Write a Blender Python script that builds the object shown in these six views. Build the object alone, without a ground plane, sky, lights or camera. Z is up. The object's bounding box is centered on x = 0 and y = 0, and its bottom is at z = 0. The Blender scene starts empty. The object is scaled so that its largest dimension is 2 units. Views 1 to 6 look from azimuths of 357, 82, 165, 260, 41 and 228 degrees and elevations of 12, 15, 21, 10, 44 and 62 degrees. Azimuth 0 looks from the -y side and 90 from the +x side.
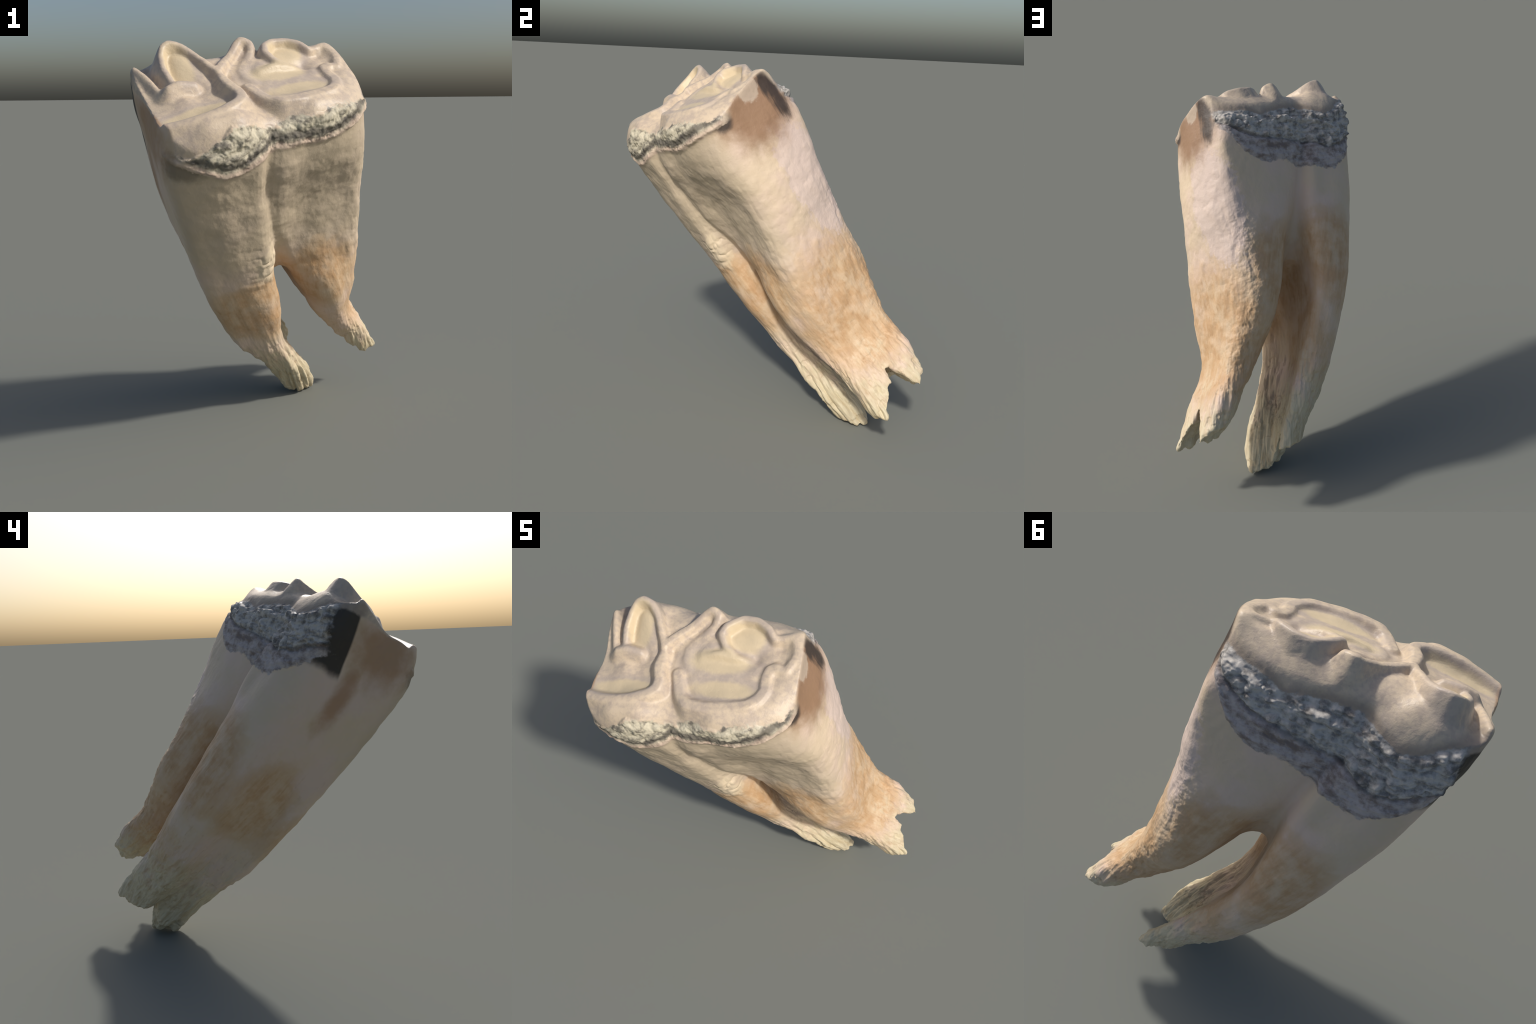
# A worn horse cheek tooth standing on its root tip: ridged chewing surface, tartar
# bands on both flanks, cementum-covered body and two hollow, frayed roots.
import bpy, math
import numpy as np
from mathutils import Matrix

# ------------------------------------------------------------------ tooth frame
# u: along the tooth row, v: cheek (-) to tongue (+), w: up through the crown
AX_U = np.array([0.88451, 0.44924, 0.12579])
AX_V = np.array([-0.45089, 0.75400, 0.47768])
AX_W = np.array([0.11975, -0.47923, 0.86948])
ORIGIN = np.array([-0.1, -0.36, 1.8])
FRAME = np.array([AX_U, AX_V, AX_W])          # rows: local axes in the world
VOX = 0.0060

# ------------------------------------------------------------------ noise
def _hash(ix, iy, iz, seed):
    h = (ix.astype(np.int64) * 374761393 + iy.astype(np.int64) * 668265263
         + iz.astype(np.int64) * 2147483647 + seed * 974634779) & 0xffffffff
    h = ((h ^ (h >> 13)) * 1274126177) & 0xffffffff
    h = ((h ^ (h >> 16)) * 2246822519) & 0xffffffff
    return ((h ^ (h >> 15)) & 0xffffff).astype(np.float32) / 8388607.5 - 1.0

def noise(p, seed=0):
    i = np.floor(p); f = (p - i).astype(np.float32); i = i.astype(np.int64)
    t = f * f * f * (f * (f * 6 - 15) + 10)
    r = 0
    for a in (0, 1):
        for b in (0, 1):
            for c in (0, 1):
                wgt = ((t[:, 0] if a else 1 - t[:, 0]) * (t[:, 1] if b else 1 - t[:, 1])
                       * (t[:, 2] if c else 1 - t[:, 2]))
                r = r + wgt * _hash(i[:, 0] + a, i[:, 1] + b, i[:, 2] + c, seed)
    return r

def fbm(p, octaves=3, seed=0, gain=0.5):
    r = 0; amp = 1.0; q = p
    for k in range(octaves):
        r = r + amp * noise(q, seed + 17 * k); amp *= gain; q = q * 2.03 + 11.7
    return r

def sstep(a, b, x):
    t = np.clip((x - a) / (b - a), 0, 1)
    return t * t * (3 - 2 * t)

def smin(a, b, k):
    h = np.clip(0.5 + 0.5 * (b - a) / k, 0, 1)
    return b + (a - b) * h - k * h * (1 - h)

def smax(a, b, k):
    return -smin(-a, -b, k)

# ------------------------------------------------------------------ the two lobes
# Each lobe is a column of cross-sections running from the crown into its root.
# Order of the outline: front edge first, then round the tooth.
LOBE_REAR = [   # the lobe on the -u side; outline: corner, front x2, fold, inner, fold, back x2, corner, side
    (0.16, [(-.53, -.215), (-.42, -.315), (-.24, -.32), (-.11, -.26), (.02, 0), (-.09, .22), (-.20, .265), (-.38, .275), (-.495, .235), (-.52, -.03)]),
    (0.00, [(-.54, -.235), (-.43, -.345), (-.24, -.35), (-.12, -.295), (.02, 0), (-.09, .235), (-.20, .285), (-.37, .288), (-.498, .235), (-.527, -.03)]),
    (-.13, [(-.552, -.26), (-.43, -.36), (-.25, -.376), (-.12, -.335), (0, 0), (-.09, .25), (-.2, .315), (-.35, .312), (-.48, .235), (-.52, -.02)]),
    (-.20, [(-.55, -.27), (-.43, -.362), (-.25, -.382), (-.12, -.345), (0, 0), (-.08, .24), (-.2, .308), (-.35, .305), (-.465, .23), (-.51, -.02)]),
    (-.50, [(-.448, -.272), (-.35, -.34), (-.18, -.366), (-.05, -.325), (.06, -.05), (.01, .25), (-.11, .29), (-.26, .296), (-.385, .21), (-.438, -.04)]),
    (-.80, [(-.345, -.26), (-.24, -.33), (-.1, -.36), (.025, -.325), (.06, -.1), (.07, .16), (.03, .265), (-.14, .285), (-.28, .19), (-.32, -.05)]),
    (-1.1, [(-.225, -.256), (-.12, -.338), (.02, -.374), (.118, -.33), (.10, -.16), (.115, .07), (.13, .222), (.0, .272), (-.148, .172), (-.165, -.065)]),
    (-1.4, [(-.06, -.256), (.045, -.337), (.15, -.362), (.205, -.305), (.165, -.18), (.21, -.01), (.285, .135), (.15, .198), (.008, .105), (.025, -.065)]),
    (-1.6, [(.098, -.245), (.185, -.34), (.28, -.370), (.345, -.288), (.28, -.19), (.315, -.04), (.40, .09), (.27, .128), (.125, .038), (.155, -.082)]),
    (-1.8, [(.25, -.235), (.32, -.345), (.42, -.366), (.465, -.28), (.395, -.19), (.425, -.07), (.525, .045), (.43, .068), (.298, -.005), (.327, -.105)]),
    (-2.0, [(.36, -.23), (.41, -.33), (.50, -.352), (.54, -.285), (.465, -.2), (.50, -.10), (.60, .005), (.53, .018), (.42, -.045), (.415, -.135)]),
]
LOBE_FORE = [   # the lobe on the +u side
    (0.16, [(-.09, -.26), (.08, -.31), (.28, -.295), (.425, -.205), (.455, 0), (.43, .155), (.25, .225), (.05, .235), (-.11, .2), (-.2, 0)]),
    (0.00, [(-.10, -.29), (.08, -.338), (.28, -.325), (.43, -.225), (.467, 0), (.443, .168), (.25, .24), (.05, .245), (-.11, .215), (-.2, 0)]),
    (-.20, [(-.11, -.335), (.08, -.352), (.28, -.345), (.45, -.28), (.513, -.05), (.493, .178), (.41, .238), (.18, .266), (-.08, .24), (-.15, 0)]),
    (-.50, [(-.03, -.295), (.13, -.292), (.32, -.30), (.505, -.278), (.566, -.09), (.52, .143), (.41, .213), (.19, .238), (.02, .18), (-.02, 0)]),
    (-.80, [(.12, -.255), (.22, -.308), (.38, -.332), (.56, -.302), (.592, -.08), (.528, .132), (.42, .203), (.25, .19), (.14, .06), (.14, -.07)]),
    (-1.1, [(.285, -.28), (.355, -.372), (.47, -.392), (.612, -.302), (.632, -.08), (.583, .112), (.47, .178), (.345, .13), (.285, -.03), (.288, -.16)]),
    (-1.35, [(.438, -.295), (.49, -.355), (.57, -.372), (.662, -.292), (.697, -.11), (.688, .03), (.578, .07), (.485, .02), (.455, -.07), (.46, -.19)]),
    (-1.5, [(.567, -.30), (.615, -.352), (.69, -.368), (.772, -.305), (.80, -.15), (.808, .003), (.715, .042), (.635, -.01), (.607, -.10), (.615, -.205)]),
    (-1.75, [(.80, -.32), (.84, -.37), (.89, -.382), (.945, -.345), (.955, -.22), (.96, -.065), (.91, -.035), (.855, -.065), (.825, -.13), (.825, -.22)]),
]

def closed_curve(ctrl, per=6):
    c = np.asarray(ctrl, float); n = len(c); out = []
    for i in range(n):
        p0, p1, p2, p3 = c[i - 1], c[i], c[(i + 1) % n], c[(i + 2) % n]
        for t in np.arange(per) / per:
            out.append(0.5 * (2 * p1 + (p2 - p0) * t + (2 * p0 - 5 * p1 + 4 * p2 - p3) * t * t
                              + (3 * p1 - p0 - 3 * p2 + p3) * t ** 3))
    return np.array(out)

def loft_at(levels, w):
    """Cross-section control points at height w: cubic through the given levels."""
    ws = [l[0] for l in levels]; P = np.array([l[1] for l in levels], float)
    if w >= ws[0]: return P[0]
    if w <= ws[-1]:
        return P[-1] + (P[-1] - P[-2]) * (w - ws[-1]) / (ws[-1] - ws[-2])
    k = next(i for i in range(len(ws) - 1) if ws[i] >= w >= ws[i + 1])
    h = ws[k + 1] - ws[k]; t = (w - ws[k]) / h
    def slope(i):
        if i == 0 or i == len(ws) - 1:
            j = min(i, len(ws) - 2); return (P[j + 1] - P[j]) / (ws[j + 1] - ws[j])
        return (P[i + 1] - P[i - 1]) / (ws[i + 1] - ws[i - 1])
    m0, m1 = slope(k) * h, slope(k + 1) * h
    return ((2 * t**3 - 3 * t**2 + 1) * P[k] + (t**3 - 2 * t**2 + t) * m0
            + (-2 * t**3 + 3 * t**2) * P[k + 1] + (t**3 - t**2) * m1)

def outline_distance(poly, X, Y):
    """Signed distance (negative inside) from the points X, Y to a closed outline."""
    d2 = np.full(X.shape, 1e9, np.float32); inside = np.zeros(X.shape, bool)
    n = len(poly)
    for i in range(n):
        ax, ay = poly[i - 1]; bx, by = poly[i]
        ex, ey = bx - ax, by - ay
        px, py = X - ax, Y - ay
        t = np.clip((px * ex + py * ey) / (ex * ex + ey * ey + 1e-12), 0, 1)
        qx, qy = px - ex * t, py - ey * t
        d2 = np.minimum(d2, qx * qx + qy * qy)
        if ay != by:
            c = (ay > Y) != (by > Y)
            inside ^= c & (X < ax + (Y - ay) * ex / ey)
    d = np.sqrt(d2)
    return np.where(inside, -d, d)

# ------------------------------------------------------------------ chewing surface
RIDGES = [  # enamel crests: half width, wall slope, points (u, v, height)
    (.016, 1.6, [(-.545, -.217, .002), (-.455, -.235, .022), (-.371, -.243, .042), (-.285, -.23, .055), (-.215, -.208, .063),
                 (-.178, -.175, .064), (-.173, -.132, .065), (-.192, -.074, .07), (-.183, -.003, .066)]),
    (.012, 3.0, [(-.398, .044, .052), (-.402, .117, .068), (-.385, .189, .092), (-.36, .228, .113), (-.327, .238, .124),
                 (-.285, .222, .113), (-.246, .173, .096), (-.212, .09, .085), (-.19, .03, .074), (-.183, -.003, .066)]),
    (.013, 2.4, [(-.19, .03, .074), (-.144, .075, .084), (-.07, .14, .082), (-.008, .20, .101), (.018, .21, .116),
                 (.05, .192, .104), (.038, .143, .084), (-.016, .091, .064), (-.075, .03, .056), (-.075, -.02, .05), (-.06, -.063, .046)]),
    (.012, 2.9, [(.14, .02, .07), (.103, .048, .087), (.078, .1, .1), (.097, .135, .111), (.164, .183, .103),
                 (.235, .177, .1), (.289, .144, .098), (.321, .102, .084), (.374, .113, .078)]),
    (.012, 1.4, [(.374, .113, .078), (.408, .118, .087), (.432, .071, .078), (.43, .024, .07), (.393, -.04, .066), (.351, -.027, .061)]),
    (.018, 1.6, [(-.10, -.09, .052), (-.083, -.147, .046), (-.06, -.205, .05), (-.022, -.238, .06), (.054, -.247, .064), (.15, -.238, .062), (.25, -.218, .064),
                 (.297, -.178, .058), (.318, -.135, .056), (.312, -.081, .058), (.321, -.041, .06), (.351, -.027, .061)]),
    (.006, 1.6, [(-.495, .21, .034), (-.478, .133, .034), (-.463, .05, .022), (-.45, .0, .016)]),
    (.006, 1.2, [(.0, .0, .062), (.077, .012, .08), (.16, .005, .066), (.222, -.003, .041)]),
    (.008, 1.2, [(-.43, .0, .045), (-.381, .010, .058), (-.31, .0, .045)]),
]
FLOORS = [  # dentine basins, folds and outer slopes (u, v, height)
    (-.33, -.047, .004), (-.374, -.175, -.002), (-.371, -.072, .014), (-.261, .05, .038), (-.33, .10, .045), (-.325, .18, .07),
    (-.50, -.12, -.02), (-.53, -.03, -.03), (-.22, -.13, .02), (-.44, .1, -.004), (-.25, -.165, .018), (-.46, -.18, -.015),
    (-.13, -.028, .038), (-.12, -.10, .038), (-.11, -.18, .012), (-.10, -.25, .005), (-.10, -.31, -.02),
    (-.15, .13, .058), (-.2, .19, .042), (-.1, .19, .035), (.17, -.075, .044), (.06, -.15, .034), (.278, -.113, .042),
    (.18, -.155, .038), (.25, -.02, .043), (.245, .015, .026), (.0, -.10, .04), (.0, .04, .064), (.0, .165, .066),
    (-.04, .11, .056), (.065, .15, .06), (.05, .07, .068), (.18, .1, .06), (.23, .06, .05), (.36, .06, .045), (.33, .03, .045),
    (.40, -.1, .045), (.40, -.18, .025), (.46, -.2, -.02), (.47, 0, .06), (.47, .12, .065),
    (-.33, .28, .015), (-.33, .31, -.05), (-.22, .25, .025), (-.2, .30, -.05), (-.1, .24, .0), (-.1, .27, -.05), (.02, .225, .042), (.02, .26, -.03), (.18, .205, .04), (.18, .245, -.02), (.33, .17, .05), (.33, .215, .0), (.44, .15, .068), (.45, .19, -.01),
    (-.46, .25, -.01), (-.52, .2, .015), (-.44, .2, -.002),
    (-.55, -.28, -.05), (-.4, -.285, .025), (-.25, -.275, .045), (.1, -.28, .052), (.27, -.275, .035), (.4, -.24, .005),
    (-.4, -.335, -.02), (-.25, -.325, .022), (.1, -.33, .015), (.27, -.32, .005), (.4, -.29, -.04),
    (-.4, -.42, -.2), (-.1, -.42, -.2), (.27, -.42, -.2), (-.3, .36, -.2), (.1, .34, -.2), (.4, .32, -.2),
]

def chewing_height(U, V):
    P = np.array(FLOORS); n = len(P)
    def kern(r2): return 0.5 * r2 * np.log(r2 + 1e-12)
    d2 = ((P[:, None, :2] - P[None, :, :2]) ** 2).sum(-1)
    A = np.zeros((n + 3, n + 3)); A[:n, :n] = kern(d2) + 2e-5 * np.eye(n)
    A[:n, n] = 1; A[:n, n + 1:] = P[:, :2]; A[n, :n] = 1; A[n + 1:, :n] = P[:, :2].T
    c = np.linalg.solve(A, np.concatenate([P[:, 2], np.zeros(3)]))
    H = c[n] + c[n + 1] * U + c[n + 2] * V
    for i in range(n):
        H = H + c[i] * kern((U - P[i, 0]) ** 2 + (V - P[i, 1]) ** 2)
    inside = sstep(-.215, -.19, V) * sstep(.17, .12, V) * sstep(-.5, -.46, U) * sstep(.42, .38, U)
    for half, steep, pts in RIDGES:
        pts = np.array(pts); best = np.full(U.shape, -9.0); near = np.full(U.shape, 9.0)
        fine = np.concatenate([pts[i] + (pts[i + 1] - pts[i]) * np.linspace(0, 1, 8, endpoint=False)[:, None]
                               for i in range(len(pts) - 1)] + [pts[-1:]])
        ker = np.array([1, 2, 3, 2, 1.]) / 9
        sm = np.array([np.convolve(np.pad(fine[:, k], 2, mode='edge'), ker, 'valid') for k in range(3)]).T
        for a, b in zip(sm[:-1], sm[1:]):
            e = b[:2] - a[:2]; L2 = e @ e + 1e-12
            t = np.clip(((U - a[0]) * e[0] + (V - a[1]) * e[1]) / L2, 0, 1)
            d = np.hypot(U - a[0] - e[0] * t, V - a[1] - e[1] * t)
            near = np.minimum(near, d)
            side = V - a[1] - e[1] * t
            wall = np.where((a[1] > .1) & (side > 0), steep * 1.9, steep)
            best = np.maximum(best, a[2] + (b[2] - a[2]) * t - wall * (np.sqrt(np.maximum(0, d - half) ** 2 + 3e-5) - .0055))
        H = H - inside * .003 * np.exp(-((near - .038) / .016) ** 2)
        H = smax(H, best - .002, 0.008)
    for ax in (0, 1):                     # soften to the grid
        H = .5 * H + .25 * (np.roll(H, 1, ax) + np.roll(H, -1, ax))
    return H

# ------------------------------------------------------------------ tartar bands: edges as curves over u
TARTAR_FRONT_TOP = [(-.62, -.16), (-.53, -.09), (-.47, -.08), (-.42, -.055), (-.354, -.015), (-.303, .025), (-.193, .008), (-.10, -.03), (-.013, .0), (.072, .015), (.169, .03), (.25, .03), (.36, .01), (.5, -.01)]
TARTAR_FRONT_LOW = [(-.62, -.13), (-.53, -.13), (-.47, -.15), (-.42, -.165), (-.342, -.195), (-.268, -.185), (-.174, -.145), (-.086, -.118), (.029, -.118), (.139, -.12), (.235, -.105), (.335, -.075), (.42, -.06), (.5, -.04)]
TARTAR_BACK_TOP = [(-.6, .0), (-.47, -.01), (-.41, -.03), (-.30, -.10), (-.23, -.115), (-.185, -.10), (-.13, -.07), (-.06, -.05), (.04, -.055), (.15, -.075), (.2, -.095), (.28, -.053), (.37, -.045), (.44, -.03), (.6, 0)]
TARTAR_BACK_LOW = [(-.6, -.22), (-.46, -.27), (-.40, -.335), (-.31, -.41), (-.2, -.455), (-.11, -.447), (0, -.41), (.10, -.375), (.197, -.365), (.29, -.352), (.38, -.29), (.45, -.17), (.5, -.12), (.6, -.1)]

TARTAR_LEDGE = [(-.6, -.2), (-.45, -.24), (-.3, -.31), (-.2, -.33), (-.07, -.276), (.14, -.24), (.29, -.215), (.40, -.15), (.46, -.11), (.6, -.1)]

def over(curve, u):
    c = np.array(curve); return np.interp(u, c[:, 0], c[:, 1])

def tartar_mask(p, wob):
    u, v, w = p.T
    f = sstep(-.17, -.24, v) * sstep(.0, .02, w - over(TARTAR_FRONT_LOW, u) + wob) * sstep(0, .015, over(TARTAR_FRONT_TOP, u) - w + wob)
    b = sstep(.15, .19, v) * sstep(.0, .03, w - over(TARTAR_BACK_LOW, u) + wob) * sstep(-.005, .045, over(TARTAR_BACK_TOP, u) - w + wob)
    return f * sstep(-.57, -.50, u), b * sstep(.475, .455, u) * sstep(-.465, -.425, u)

# ------------------------------------------------------------------ the solid as a field on a grid
def build_field():
    U = np.arange(-.66, 1.06, VOX); V = np.arange(-.50, .40, VOX); W = np.arange(-2.10, .18, VOX)
    gu, gv = np.meshgrid(U, V, indexing='ij')
    gu32, gv32 = gu.astype(np.float32), gv.astype(np.float32)
    H = chewing_height(gu, gv).astype(np.float32)
    F = np.empty((len(U), len(V), len(W)), np.float32)
    far = 0.12
    for k, w in enumerate(W):
        parts = []
        for levels in (LOBE_REAR, LOBE_FORE):
            poly = closed_curve(loft_at(levels, w))
            lo, hi = poly.min(0) - far, poly.max(0) + far
            i0, i1 = np.searchsorted(U, [lo[0], hi[0]]); j0, j1 = np.searchsorted(V, [lo[1], hi[1]])
            d = np.full(gu.shape, far, np.float32)
            if i1 > i0 and j1 > j0:
                d[i0:i1, j0:j1] = np.minimum(far, outline_distance(poly, gu32[i0:i1, j0:j1], gv32[i0:i1, j0:j1]))
            parts.append(d)
        rear, fore = parts
        # tips of the roots: each ends in a broken, slanted rim
        z = ORIGIN[2] + gu * AX_U[2] + gv * AX_V[2] + w * AX_W[2]
        rim = 0.012 * np.sin(gv * 75 + 1.3 + gu * 20) + 0.010 * np.sin(gu * 110 + gv * 30)
        rear_end = np.interp(gv, [-.40, -.30, -.22, -.16, -.10, -.06, -.02, .06], [-2.0, -2.0, -1.985, -1.89, -1.805, -1.80, -1.86, -1.85])
        rear_end = np.maximum(rear_end, np.interp(gu, [.2, .28, .38, .545], [-1.80, -1.845, -1.93, -1.985]) - .4 * np.maximum(0, gv + .24))
        rear = smax(rear, np.maximum(0.010 + .8 * np.abs(rim) - z, rear_end + (.25 + .4 * (gv < -.2)) * rim - w), 0.012)
        fore_end = np.interp(gv, [-.45, -.365, -.32, -.25, -.17, -.10, -.02], [-1.65, -1.715, -1.675, -1.60, -1.61, -1.685, -1.645]) + 0.5 * rim
        fore = smax(fore, fore_end - w, 0.012)
        # fork in the fore root, opening on its outer side
        half = .014 + .38 * np.maximum(0, -1.535 - w)
        slit = np.maximum(np.abs(gv + .175) - half, w + 1.535)
        slit = np.maximum(slit, np.interp(w, [-1.75, -1.5], [.80, .66]) - gu)
        fore = smax(fore, -slit, 0.01)
        # bridge joining the lobes above the furcation
        mid = np.interp(w, [-1.0, -.5, 0.1], [.12, .02, -.10])
        floor = np.interp(gv, [-.35, -.28, -.1, .18, .3], [-.875, -.92, -.965, -.83, -.74])
        front = np.interp(w, [-.95, -.82, -.6, -.2, 0], [-.235, -.25, -.302, -.35, -.285])
        back = np.interp(w, [-.95, -.8, -.5, -.2, 0], [.04, .09, .19, .235, .21])
        bridge = np.maximum(np.maximum(np.abs(gu - mid) - np.interp(w, [-.9, -.6], [.13, .19]), np.maximum(front + 2.2 * (gu - mid) ** 2 - gv, gv - back + 1.5 * (gu - mid) ** 2)), (floor - w) * .8)
        body = smin(rear, fore, 0.012 if w < -.9 else 0.03)
        body = smin(body, bridge.astype(np.float32), 0.06)
        F[:, :, k] = smax(body, (w - H) * .55, 0.008)
    return U, V, W, F

def surface_nets(U, V, W, F):
    """Quad mesh of the zero surface, one vertex in each grid cell it crosses."""
    S = F < 0
    n = [s - 1 for s in F.shape]
    cnt = np.zeros(n, np.int8)
    corners = [(a, b, c) for a in (0, 1) for b in (0, 1) for c in (0, 1)]
    for a, b, c in corners:
        cnt += S[a:a + n[0], b:b + n[1], c:c + n[2]]
    cell = np.argwhere((cnt > 0) & (cnt < 8))
    ident = np.full(n, -1, np.int64); ident[tuple(cell.T)] = np.arange(len(cell))
    val = {q: F[cell[:, 0] + q[0], cell[:, 1] + q[1], cell[:, 2] + q[2]] for q in corners}
    acc = np.zeros((len(cell), 3)); num = np.zeros(len(cell))
    for q in corners:
        for ax in range(3):
            if q[ax] == 0:
                r = list(q); r[ax] = 1; r = tuple(r)
                a, b = val[q], val[r]; m = (a < 0) != (b < 0)
                t = np.where(m, a / np.where(a == b, 1, a - b), 0)
                for k in range(3):
                    acc[:, k] += np.where(m, q[k] + (t if k == ax else 0), 0)
                num += m
    pos = (cell + acc / num[:, None]) * VOX + np.array([U[0], V[0], W[0]])
    quads = []
    for ax in range(3):
        b, c = (ax + 1) % 3, (ax + 2) % 3
        lo = [slice(None)] * 3; hi = [slice(None)] * 3
        lo[ax] = slice(0, -1); hi[ax] = slice(1, None)
        e = np.argwhere(S[tuple(lo)] != S[tuple(hi)])
        e = e[(e[:, b] > 0) & (e[:, c] > 0) & (e[:, b] < n[b]) & (e[:, c] < n[c])]
        up = S[tuple(e.T)]
        ids = []
        for db, dc in ((0, 0), (1, 0), (1, 1), (0, 1)):
            g = e.copy(); g[:, b] -= db; g[:, c] -= dc
            ids.append(ident[tuple(g.T)])
        q = np.stack(ids, 1)
        q[~up] = q[~up][:, ::-1]
        quads.append(q)
    return pos, np.concatenate(quads)

def relax(pos, quads, rounds, amount):
    """Even out the grid steps (shrink then grow, keeps the volume)."""
    e = np.concatenate([quads[:, [0, 1]], quads[:, [1, 2]], quads[:, [2, 3]], quads[:, [3, 0]]])
    deg = np.bincount(e.ravel(), minlength=len(pos)).astype(float)
    for r in range(rounds):
        for lam in (amount, -amount * 1.04):
            s = np.zeros_like(pos)
            for k in range(3):
                s[:, k] = (np.bincount(e[:, 0], pos[e[:, 1], k], len(pos)) + np.bincount(e[:, 1], pos[e[:, 0], k], len(pos)))
            pos = pos + lam * (s / deg[:, None] - pos)
    return pos

def quad_normals(pos, quads):
    d1 = pos[quads[:, 2]] - pos[quads[:, 0]]; d2 = pos[quads[:, 3]] - pos[quads[:, 1]]
    fn = np.cross(d1, d2)
    n = np.zeros_like(pos)
    for c in range(4):
        for k in range(3):
            n[:, k] += np.bincount(quads[:, c], fn[:, k], len(pos))
    return n / (np.linalg.norm(n, axis=1)[:, None] + 1e-12)

def refine(pos, quads):
    """Split every quad in four, smoothly."""
    e = np.sort(np.concatenate([quads[:, [0, 1]], quads[:, [1, 2]], quads[:, [2, 3]], quads[:, [3, 0]]]), axis=1)
    key = e[:, 0].astype(np.int64) * len(pos) + e[:, 1]
    uk, inv = np.unique(key, return_inverse=True)
    ea, eb = uk // len(pos), uk % len(pos)
    fc = pos[quads].mean(1)
    nq = len(quads)
    em = (pos[ea] + pos[eb]) / 2
    fsum = np.zeros_like(em); fcount = np.bincount(inv, minlength=len(uk))
    for k in range(3):
        fsum[:, k] = np.bincount(inv, np.tile(fc[:, k], 4), len(uk))
    emid = (em + fsum / fcount[:, None]) / 2
    i0 = len(pos); i1 = i0 + len(uk)
    eid = inv.reshape(4, nq)
    q = []
    for c in range(4):
        q.append(np.stack([quads[:, c], i0 + eid[c], i1 + np.arange(nq), i0 + eid[c - 1]], 1))
    return np.concatenate([pos, emid, fc]), np.concatenate(q)

# ------------------------------------------------------------------ surface relief
def relief(p, nrm):
    u, v, w = p.T
    along = np.stack([u + .45 * w, v - .02 * w, w * .22], 1)      # stretched down the roots
    h = 0.0035 * fbm(p * 7, 2, 3)
    crown_top = sstep(-.05, .0, w - over(TARTAR_BACK_TOP, u) * sstep(0, .2, v) - over(TARTAR_FRONT_TOP, u) * sstep(0, -.2, v)) * sstep(.3, .6, nrm[:, 2])
    body = 1 - crown_top
    h = h + body * (0.0004 + .0010 * sstep(-.6, -1.0, w)) * fbm(along * 34, 3, 5) + body * .0009 * fbm(p * 30, 2, 6)
    front = sstep(-.2, -.3, v) * sstep(-.12, -.25, w) * sstep(-1.1, -.8, w)
    h = h + front * (0.0016 * fbm(p * 22, 2, 8) + .0045 * fbm(p * np.array([8, 8, 9]), 2, 9))
    fore = sstep(.35, .5, u + .25 * (w + .5)) * sstep(-.2, -.4, w)
    h = h + fore * (0.0042 * np.abs(fbm(p * np.array([12, 12, 9]), 2, 21)) + .0014 * fbm(p * 26, 2, 22))
    h = h + sstep(-.6, -1.1, w) * 0.0045 * fbm(along * np.array([11, 11, 8]), 2, 71)
    edge = np.exp(-((u - np.interp(-w, [.5, .8, 1.1, 1.35, 1.5], [.46, .47, .53, .65, .77])) / .07) ** 2) * sstep(.0, .08, v + .2 * np.maximum(0, -w - .9)) * sstep(-.45, -.7, w) * sstep(-1.6, -1.3, w)
    h = h + edge * (0.004 * fbm(p * 32, 3, 73) + .002)
    # fibrous, pitted root ends
    tip = sstep(-1.15, -1.6, w)
    h = h + tip * (0.0055 * fbm(along * 42, 3, 31) - 0.004 * sstep(.25, .7, fbm(p * 24, 2, 33)))
    fins = np.abs(fbm(np.stack([(u + .45 * w) * 22, v * 14, w * 2.2], 1), 2, 35))
    h = h + sstep(-1.3, -1.6, w) * sstep(-.18, -.3, v) * (.019 * fins - .006)
    # crusty nodules on the flank of the rear lobe and the swelling above its root
    nod = np.exp(-(((u + .03) / .07) ** 2 + ((w + .76) / .12) ** 2)) * sstep(-.24, -.31, v)
    h = h + nod * (.004 + .010 * np.abs(fbm(p * 22, 2, 77)))
    h = h + .006 * sstep(-.92, -.86, w + .03 * fbm(p * 6, 2, 78)) * sstep(-.15, -.3, v) * sstep(-.3, -.6, w) * sstep(.1, .0, u)
    # tartar: stacked crusts and lumps
    wob = 0.008 * fbm(p * 22, 2, 41)
    tf, tb = tartar_mask(p, wob)
    lay = fbm(np.stack([u * 9, v * 9, (w - .6 * over(TARTAR_BACK_LOW, u)) * 40], 1), 2, 51)
    lump = 1.7 * np.abs(fbm(p * np.array([19, 19, 24]), 3, 57)) - .5
    ledge = w - over(TARTAR_LEDGE, u) - .012 * fbm(p * 12, 2, 58)
    upper = sstep(-.004, .006, ledge)
    h = h + tb * (0.006 + (.35 + .4 * upper) * 0.008 * np.tanh(2 * lay) + (.35 + .65 * upper) * 0.011 * lump - .007 * np.exp(-(ledge / .009) ** 2))
    lay2 = fbm(np.stack([u * 10, v * 10, (w - over(TARTAR_FRONT_LOW, u)) * 45], 1), 2, 61)
    h = h + tf * (0.005 + 0.004 * lay2 + 0.0058 * fbm(p * 30, 3, 63))
    # a lip of cementum under the front band
    lip = sstep(-.2, -.26, v) * np.exp(-((w - over(TARTAR_FRONT_LOW, u) - .012) / .014) ** 2)
    h = h + .006 * lip
    return h

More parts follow.
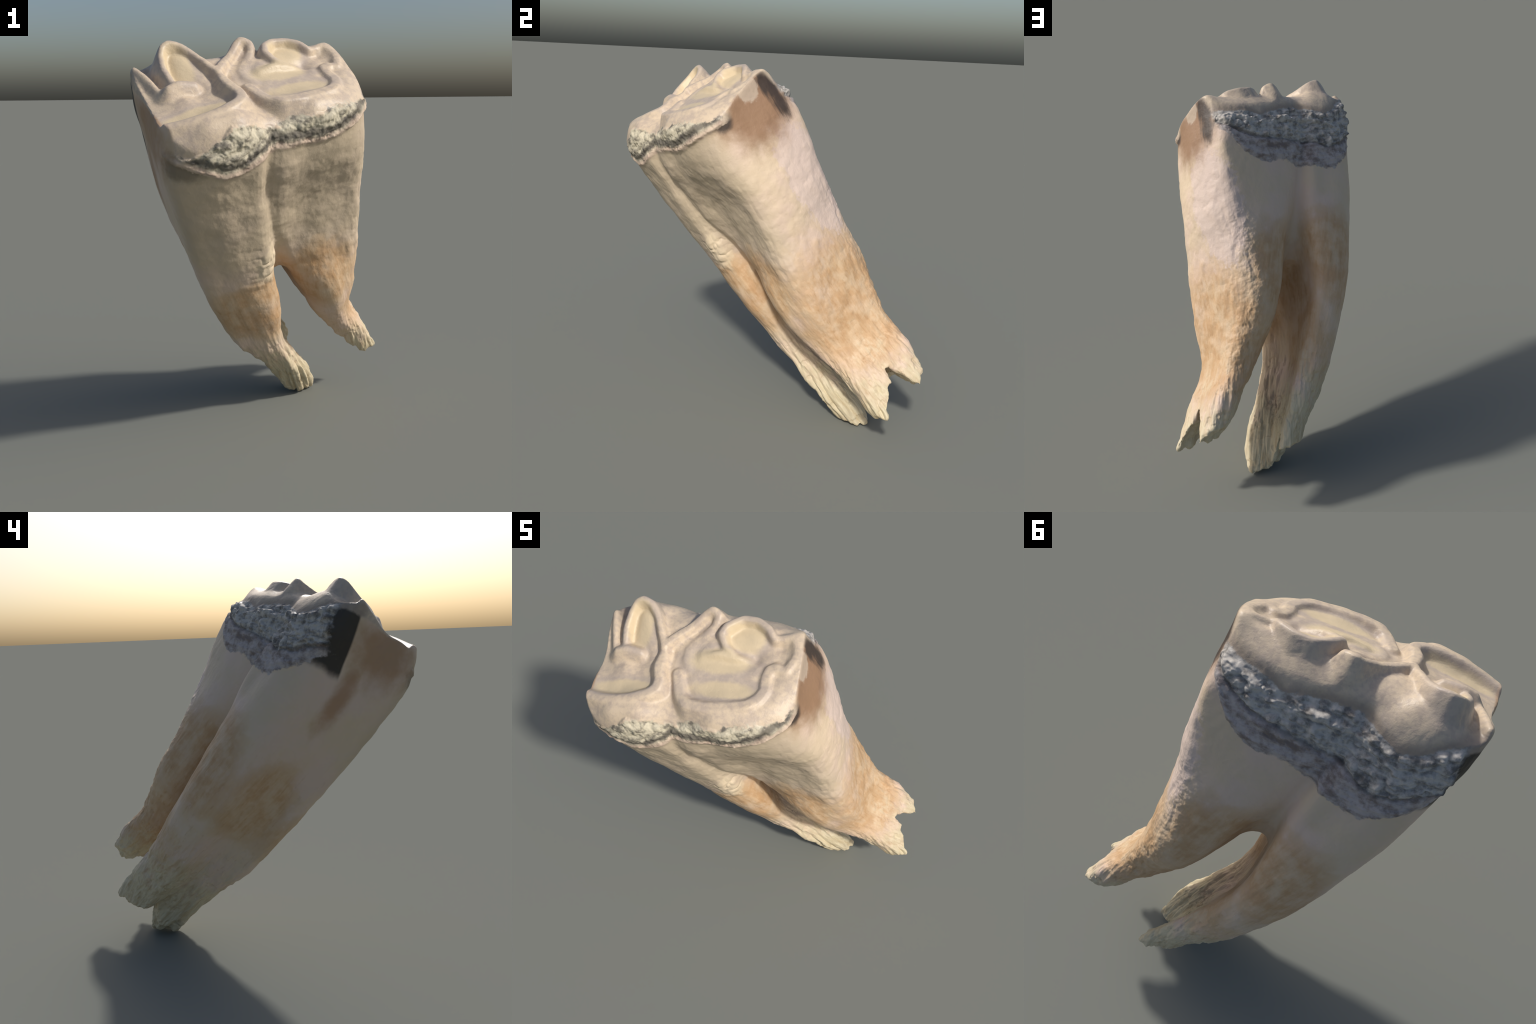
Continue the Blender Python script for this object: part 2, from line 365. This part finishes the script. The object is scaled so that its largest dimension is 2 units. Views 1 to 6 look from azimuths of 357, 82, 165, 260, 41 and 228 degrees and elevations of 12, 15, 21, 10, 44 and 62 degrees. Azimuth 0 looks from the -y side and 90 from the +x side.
# ------------------------------------------------------------------ node helpers
class Nodes:
    def __init__(self, mat):
        mat.use_nodes = True
        self.t = mat.node_tree; self.t.nodes.clear(); self.l = self.t.links
    def new(self, kind, **kw):
        n = self.t.nodes.new(kind)
        for k, v in kw.items(): setattr(n, k, v)
        return n
    def put(self, sock, x):
        if isinstance(x, bpy.types.NodeSocket): self.l.new(x, sock)
        else: sock.default_value = x
    def m(self, op, a, b=0.0, clamp=False):
        n = self.new('ShaderNodeMath', operation=op, use_clamp=clamp)
        self.put(n.inputs[0], a); self.put(n.inputs[1], b)
        return n.outputs[0]
    def add(self, *xs):
        r = xs[0]
        for x in xs[1:]: r = self.m('ADD', r, x)
        return r
    def mul(self, *xs):
        r = xs[0]
        for x in xs[1:]: r = self.m('MULTIPLY', r, x)
        return r
    def step(self, x, a, b):
        n = self.new('ShaderNodeMapRange', interpolation_type='SMOOTHSTEP')
        self.put(n.inputs['Value'], x)
        if a < b: vals = (a, b, 0.0, 1.0)
        else: vals = (b, a, 1.0, 0.0)
        for s, v in zip(('From Min', 'From Max', 'To Min', 'To Max'), vals): n.inputs[s].default_value = v
        return n.outputs[0]
    def noise(self, vec, scale, detail=3.0, rough=0.55, distort=0.0):
        n = self.new('ShaderNodeTexNoise'); self.l.new(vec, n.inputs['Vector'])
        n.inputs['Scale'].default_value = scale; n.inputs['Detail'].default_value = detail
        n.inputs['Roughness'].default_value = rough; n.inputs['Distortion'].default_value = distort
        return n.outputs['Fac']
    def scaled(self, vec, s, off=(0, 0, 0)):
        n = self.new('ShaderNodeMapping'); self.l.new(vec, n.inputs['Vector'])
        n.inputs['Scale'].default_value = s; n.inputs['Location'].default_value = off
        return n.outputs[0]
    def mix(self, fac, a, b, kind='MIX'):
        n = self.new('ShaderNodeMix', data_type='RGBA', blend_type=kind, clamp_factor=True)
        self.put(n.inputs[0], fac)
        self.put(n.inputs[6], (*a, 1) if isinstance(a, tuple) else a)
        self.put(n.inputs[7], (*b, 1) if isinstance(b, tuple) else b)
        return n.outputs[2]
    def curve(self, x, pts, x0, x1, y0, y1):
        n = self.new('ShaderNodeFloatCurve')
        self.put(n.inputs['Value'], self.m('MULTIPLY', self.m('SUBTRACT', x, x0), 1 / (x1 - x0), True))
        c = n.mapping.curves[0]
        while len(c.points) > 2: c.points.remove(c.points[1])
        P = [((a - x0) / (x1 - x0), (b - y0) / (y1 - y0)) for a, b in pts]
        c.points[0].location = P[0]; c.points[1].location = P[-1]
        for q in P[1:-1]: c.points.new(*q)
        for q in c.points: q.handle_type = 'VECTOR'
        n.mapping.update()
        return self.m('ADD', self.mul(n.outputs[0], y1 - y0), y0)
    def blob(self, vec, centre, radii, rough=None, lo=1.1, hi=.6):
        s = self.new('ShaderNodeVectorMath', operation='SUBTRACT'); self.l.new(vec, s.inputs[0]); s.inputs[1].default_value = centre
        d = self.new('ShaderNodeVectorMath', operation='DIVIDE'); self.l.new(s.outputs[0], d.inputs[0]); d.inputs[1].default_value = radii
        g = self.new('ShaderNodeVectorMath', operation='LENGTH'); self.l.new(d.outputs[0], g.inputs[0])
        x = g.outputs['Value']
        if rough is not None: x = self.add(x, rough)
        return self.step(x, lo, hi)

def rgb(r, g, b):
    f = lambda c: (c / 255 / 12.92) if c / 255 < .04045 else ((c / 255 + .055) / 1.055) ** 2.4
    return (f(r), f(g), f(b))

def tooth_material(name, rough=0.55):
    mat = bpy.data.materials.new(name); N = Nodes(mat)
    out = N.new('ShaderNodeOutputMaterial'); bs = N.new('ShaderNodeBsdfPrincipled'); N.l.new(bs.outputs[0], out.inputs[0])
    P = N.new('ShaderNodeTexCoord').outputs['Object']
    sep = N.new('ShaderNodeSeparateXYZ'); N.l.new(P, sep.inputs[0]); u, v, w = sep.outputs
    big = N.m('SUBTRACT', N.noise(P, 4, 4), .5)
    mid = N.m('SUBTRACT', N.noise(P, 11, 5, .6), .5)
    fine = N.m('SUBTRACT', N.noise(P, 45, 4, .6), .5)
    # coordinate running down the roots
    comb = N.new('ShaderNodeCombineXYZ')
    N.put(comb.inputs[0], N.add(u, N.mul(w, .45))); N.put(comb.inputs[1], v); N.put(comb.inputs[2], N.mul(w, .2))
    fib = N.m('SUBTRACT', N.noise(comb.outputs[0], 40, 4, .6), .5)
    wob = N.add(N.mul(big, .6), N.mul(mid, .8))

    # ---- cementum
    cream = N.mix(N.step(N.add(big, N.mul(mid, .4)), -.15, .2), rgb(208, 189, 163), rgb(211, 189, 172))
    col = cream
    # grey-olive bloom on the cheek side below the tartar
    olive = N.mul(N.step(v, -.2, -.31), N.step(N.add(w, N.mul(wob, .25)), -.95, -.6))
    col = N.mix(N.mul(olive, .75), col, rgb(184, 170, 147))
    smudge = N.mul(N.step(v, -.2, -.3), N.step(N.add(mid, N.mul(fine, .3)), -.08, .2),
                   N.blob(P, (.08, -.37, -.33), (.26, .3, .20), wob))
    col = N.mix(N.mul(smudge, .6), col, rgb(146, 134, 114))
    # tan stain round the roots
    tan_n = N.add(N.mul(wob, 1.2), N.mul(fib, .3))
    tan = 0.0
    for c, r in [((.66, -.10, -1.18), (.36, .36, .44)), ((.30, .22, -.95), (.22, .2, .30)), ((.33, -.30, -.98), (.22, .25, .26)),
                 ((.03, -.30, -1.07), (.30, .3, .26)), ((-.1, .0, -1.0), (.30, .22, .30)), ((.22, .05, -1.2), (.2, .2, .42)), ((-.02, .28, -.95), (.2, .2, .33))]:
        tan = N.m('MAXIMUM', tan, N.blob(P, c, r, tan_n, 1.2, .7))
    col = N.mix(N.mul(tan, N.step(N.add(mid, N.mul(fib, .4)), -.5, .15), .9), col, N.mix(N.step(N.add(mid, N.mul(fib, .7)), -.2, .25), rgb(198, 167, 130), rgb(185, 148, 107)))
    mauve = N.mul(N.blob(P, (.52, .07, -.52), (.16, .15, .34), N.add(N.mul(wob, .9), N.mul(fine, .5)), 1.06, .92), N.step(u, .36, .42))
    col = N.mix(N.mul(mauve, .75), col, rgb(212, 193, 184))
    chalk = N.mul(N.blob(P, (-.02, -.35, -.77), (.08, .12, .13), N.mul(mid, 2.0), 1.1, .6), .7)
    col = N.mix(chalk, col, rgb(216, 200, 172))
    corner = N.blob(P, (-.50, -.30, -.15), (.09, .09, .07), N.mul(wob, 1.6), 1.2, .5)
    col = N.mix(N.mul(corner, .7), col, rgb(92, 86, 72))
    # pale greenish fibrous root ends
    ends = N.step(N.add(w, N.mul(wob, .5), N.mul(fib, .25)), -1.42, -1.72)
    col = N.mix(N.mul(ends, .85), col, N.mix(N.step(fib, -.1, .15), rgb(203, 193, 163), rgb(184, 170, 137)))
    col = N.mix(N.mul(N.step(N.add(fib, N.mul(fine, .4)), .06, .28), N.step(w, -.6, -1.1), .35), col, rgb(160, 124, 84))
    dirt = N.mul(N.blob(P, (.34, -.16, -1.66), (.10, .10, .16), N.mul(wob, 1.4), 1.2, .4), N.step(N.add(mid, fine), -.1, .2))
    col = N.mix(N.mul(dirt, .6), col, rgb(96, 82, 58))
    # brown wear stains on the contact faces
    sr = N.step(u, .33, .40)
    brown = N.m('MAXIMUM', N.blob(P, (.48, -.02, -.06), (.22, .26, .22), N.mul(wob, .9), 1.2, .45), N.blob(P, (.45, .10, .0), (.12, .10, .16), N.mul(mid, .7)))
    col = N.mix(N.mul(sr, brown, .92), col, rgb(140, 108, 82))
    tongue = N.mul(sr, N.blob(P, (.47, .0, .065), (.2, .065, .105), N.add(N.mul(mid, .9), N.mul(fine, .4)), 1.1, .85))
    col = N.mix(tongue, col, rgb(178, 160, 142))
    streak = N.m('SUBTRACT', N.noise(N.scaled(P, (8, 34, 7)), 1, 4, .6), .5)
    black = N.mul(sr, N.m('MAXIMUM', N.blob(P, (.46, .118, -.0), (.15, .062, .13), N.mul(streak, 1.5), 1.25, .6),
                  N.blob(P, (.46, .122, -.10), (.15, .05, .10), N.mul(streak, 1.6), 1.25, .5)))
    black = N.m('MAXIMUM', black, N.mul(sr, N.blob(P, (.44, -.205, -.035), (.1, .05, .05), N.mul(mid, .8), 1.3, .6)))
    col = N.mix(N.mul(black, .95), col, rgb(62, 54, 50))
    col = N.mix(N.mul(sr, N.blob(P, (.44, -.205, -.025), (.06, .02, .022), N.mul(fine, 1.2), 1.1, .8), .8), col, rgb(176, 168, 152))
    sl = N.step(u, -.30, -.42)
    brown2 = N.m('MAXIMUM', N.blob(P, (-.5, -.05, -.13), (.3, .24, .2), N.mul(wob, 1.2), 1.3, .3), N.blob(P, (-.45, .03, -.42), (.2, .07, .25), N.mul(wob, 1.2), 1.3, .3))
    col = N.mix(N.mul(sl, brown2, .75), col, rgb(160, 120, 84))
    leftblack = N.mul(sl, N.step(N.m('SUBTRACT', v, N.mul(w, .28)), .19, .205), N.step(N.add(w, N.mul(wob, .05)), -.36, -.31), N.step(v, .36, .30))
    col = N.mix(N.mul(leftblack, .96), col, rgb(44, 41, 38))

    # ---- enamel and dentine of the chewing surface
    fr_top = N.curve(u, TARTAR_FRONT_TOP, -.62, .5, -.25, .15)
    fr_low = N.curve(u, TARTAR_FRONT_LOW, -.62, .5, -.25, .15)
    bk_top = N.curve(u, TARTAR_BACK_TOP, -.6, .6, -.5, .1)
    bk_low = N.curve(u, TARTAR_BACK_LOW, -.6, .6, -.5, .1)
    jit = N.add(N.mul(mid, .05), N.mul(fine, .03))
    isf = N.step(v, -.16, -.22); isb = N.step(v, .14, .19)
    topz = N.add(N.mul(isf, fr_top), N.mul(isb, bk_top))
    cap = N.mul(N.step(N.m('SUBTRACT', w, N.add(topz, N.mul(jit, .4))), -.05, -.03), N.step(u, .462, .447), N.step(u, -.535, -.522))
    enamel = N.mix(N.step(N.add(mid, fine), -.2, .25), rgb(206, 188, 164), rgb(184, 168, 152))
    dent = 0.0; halo = 0.0
    for c, r in [((-.33, .13, .05), (.075, .12, .2)), ((-.35, -.17, -.02), (.19, .05, .1)), ((.19, .10, .07), (.10, .075, .2)),
                 ((.13, -.15, 0), (.19, .055, .1)), ((.09, -.02, .03), (.16, .07, .1))]:
        dent = N.m('MAXIMUM', dent, N.blob(P, c, r, N.mul(mid, .5), 1.05, .7))
        halo = N.m('MAXIMUM', halo, N.blob(P, c, r, N.mul(mid, .6), 1.5, 1.1))
    enamel = N.mix(N.mul(halo, .45), enamel, rgb(170, 158, 150))
    enamel = N.mix(N.mul(dent, .7), enamel, rgb(212, 194, 158))
    murk = N.mul(isb, N.step(N.add(N.m('SUBTRACT', w, bk_top), N.mul(mid, .06)), .05, .0))
    enamel = N.mix(N.mul(murk, .6), enamel, rgb(120, 108, 100))
    col = N.mix(cap, col, enamel)

    # ---- tartar
    cell = N.new('ShaderNodeTexVoronoi'); N.l.new(P, cell.inputs['Vector']); cell.inputs['Scale'].default_value = 38
    tarf = N.mul(isf, N.step(N.add(N.m('SUBTRACT', w, fr_low), jit), 0, .01), N.step(N.add(N.m('SUBTRACT', fr_top, w), jit), 0, .01), N.step(N.add(u, jit), -.56, -.49))
    tarb = N.mul(isb, N.step(N.add(N.m('SUBTRACT', w, bk_low), jit), 0, .012), N.step(N.add(N.m('SUBTRACT', bk_top, w), jit), 0, .012), N.step(u, .475, .46), N.step(N.add(u, jit), -.46, -.435))
    grain = N.add(N.mul(N.m('SUBTRACT', N.noise(P, 24, 5, .6), .5), 1.4), N.mul(N.m('SUBTRACT', N.noise(N.scaled(P, (9, 9, 36)), 1, 3, .6), .5), .7))
    # dark seam through the front crust
    seam = N.step(N.m('ABSOLUTE', N.m('SUBTRACT', N.m('SUBTRACT', w, fr_low), N.add(.055, N.mul(mid, .07)))), .03, .008)
    cf = N.mix(N.step(grain, -.28, .12), rgb(108, 103, 94), rgb(200, 192, 170))
    cf = N.mix(N.mul(seam, .75), cf, rgb(70, 66, 64))
    lipf = N.step(N.m('SUBTRACT', w, fr_low), .045, .02)
    cf = N.mix(N.mul(lipf, .7), cf, rgb(196, 172, 154))
    cb = N.mix(N.step(grain, -.32, .22), rgb(108, 104, 100), rgb(192, 187, 180))
    led = N.add(N.m('SUBTRACT', w, N.curve(u, TARTAR_LEDGE, -.6, .6, -.5, .1)), N.mul(mid, .05))
    lowb = N.step(led, .01, -.01)
    cb = N.mix(N.mul(N.step(N.m('ABSOLUTE', led), .016, .004), .6), cb, rgb(70, 66, 64))
    cb = N.mix(N.mul(lowb, .75), cb, N.mix(N.step(grain, -.3, .2), rgb(128, 114, 108), rgb(172, 163, 162)))
    col = N.mix(tarf, col, cf); col = N.mix(tarb, col, cb)
    N.l.new(col, bs.inputs['Base Color'])
    bs.inputs['Roughness'].default_value = rough
    bs.inputs['Specular IOR Level'].default_value = 0.35
    bmp = N.new('ShaderNodeBump'); bmp.inputs['Strength'].default_value = .35; bmp.inputs['Distance'].default_value = .004
    N.l.new(N.add(N.noise(P, 90, 4, .6), N.mul(fib, .4)), bmp.inputs['Height']); N.l.new(bmp.outputs[0], bs.inputs['Normal'])
    return mat

# ------------------------------------------------------------------ build
def main():
    U, V, W, F = build_field()
    pos, quads = surface_nets(U, V, W, F)
    pos = relax(pos, quads, 1, .5)
    pos, quads = refine(pos, quads)
    nrm = quad_normals(pos, quads)
    pos = pos + nrm * relief(pos, nrm)[:, None]
    nrm = quad_normals(pos, quads)

    # regions
    fc = pos[quads].mean(1); fn = nrm[quads].mean(1)
    tf, tb = tartar_mask(fc, 0.008 * fbm(fc * 22, 2, 41))
    u, v, w = fc.T
    reg = np.zeros(len(quads), int)                         # 0 body
    split = -.86
    reg[(w < split)] = np.where(u[w < split] - .12 - .42 * (-.9 - w[w < split]) < np.interp(v[w < split], [-.3, .2], [0, .06]), 1, 2)
    cap = (w > over(TARTAR_FRONT_TOP, u) * sstep(0, -.2, v) + over(TARTAR_BACK_TOP, u) * sstep(0, .2, v) - .04) & ((fn[:, 2] > .35) | ((np.abs(u + .04) < .47) & (w > -.03)))
    reg[cap] = 3
    reg[(tf > .5)] = 4; reg[(tb > .5)] = 5

    root = bpy.data.objects.new('horse_tooth', None); bpy.context.scene.collection.objects.link(root)
    root.empty_display_size = .2
    root['label'] = 'worn horse cheek tooth with two forked roots and grey tartar'
    root['category'] = 'animal tooth'
    M = Matrix(((*FRAME[:, 0], ORIGIN[0]), (*FRAME[:, 1], ORIGIN[1]), (*FRAME[:, 2], ORIGIN[2]), (0, 0, 0, 1)))
    for r, name in enumerate(('tooth_body', 'root', 'root', 'chewing_surface', 'tartar_band', 'tartar_band')):
        q = quads[reg == r]
        used, inv = np.unique(q, return_inverse=True); q = inv.reshape(-1, 4)
        me = bpy.data.meshes.new(name)
        me.vertices.add(len(used)); me.vertices.foreach_set('co', pos[used].astype(np.float32).ravel())
        me.loops.add(q.size); me.loops.foreach_set('vertex_index', q.ravel().astype(np.int32))
        me.polygons.add(len(q)); me.polygons.foreach_set('loop_start', np.arange(0, q.size, 4, dtype=np.int32))
        me.update(calc_edges=True); me.validate()
        me.polygons.foreach_set('use_smooth', np.ones(len(me.polygons), bool))
        if len(me.vertices) == len(used):
            me.normals_split_custom_set_from_vertices([tuple(x) for x in nrm[used]])
        ob = bpy.data.objects.new(name, me); bpy.context.scene.collection.objects.link(ob)
        ob.parent = root; ob.matrix_world = M
        me.materials.append(MATS[r])
    wp = pos @ FRAME + ORIGIN
    print('extent', wp.min(0).round(3), wp.max(0).round(3), 'quads', len(quads))

cement = tooth_material('cementum')
MATS = [cement, cement, cement, tooth_material('enamel_and_dentine', .42), tooth_material('tartar', .75)]
MATS.append(MATS[4])
main()
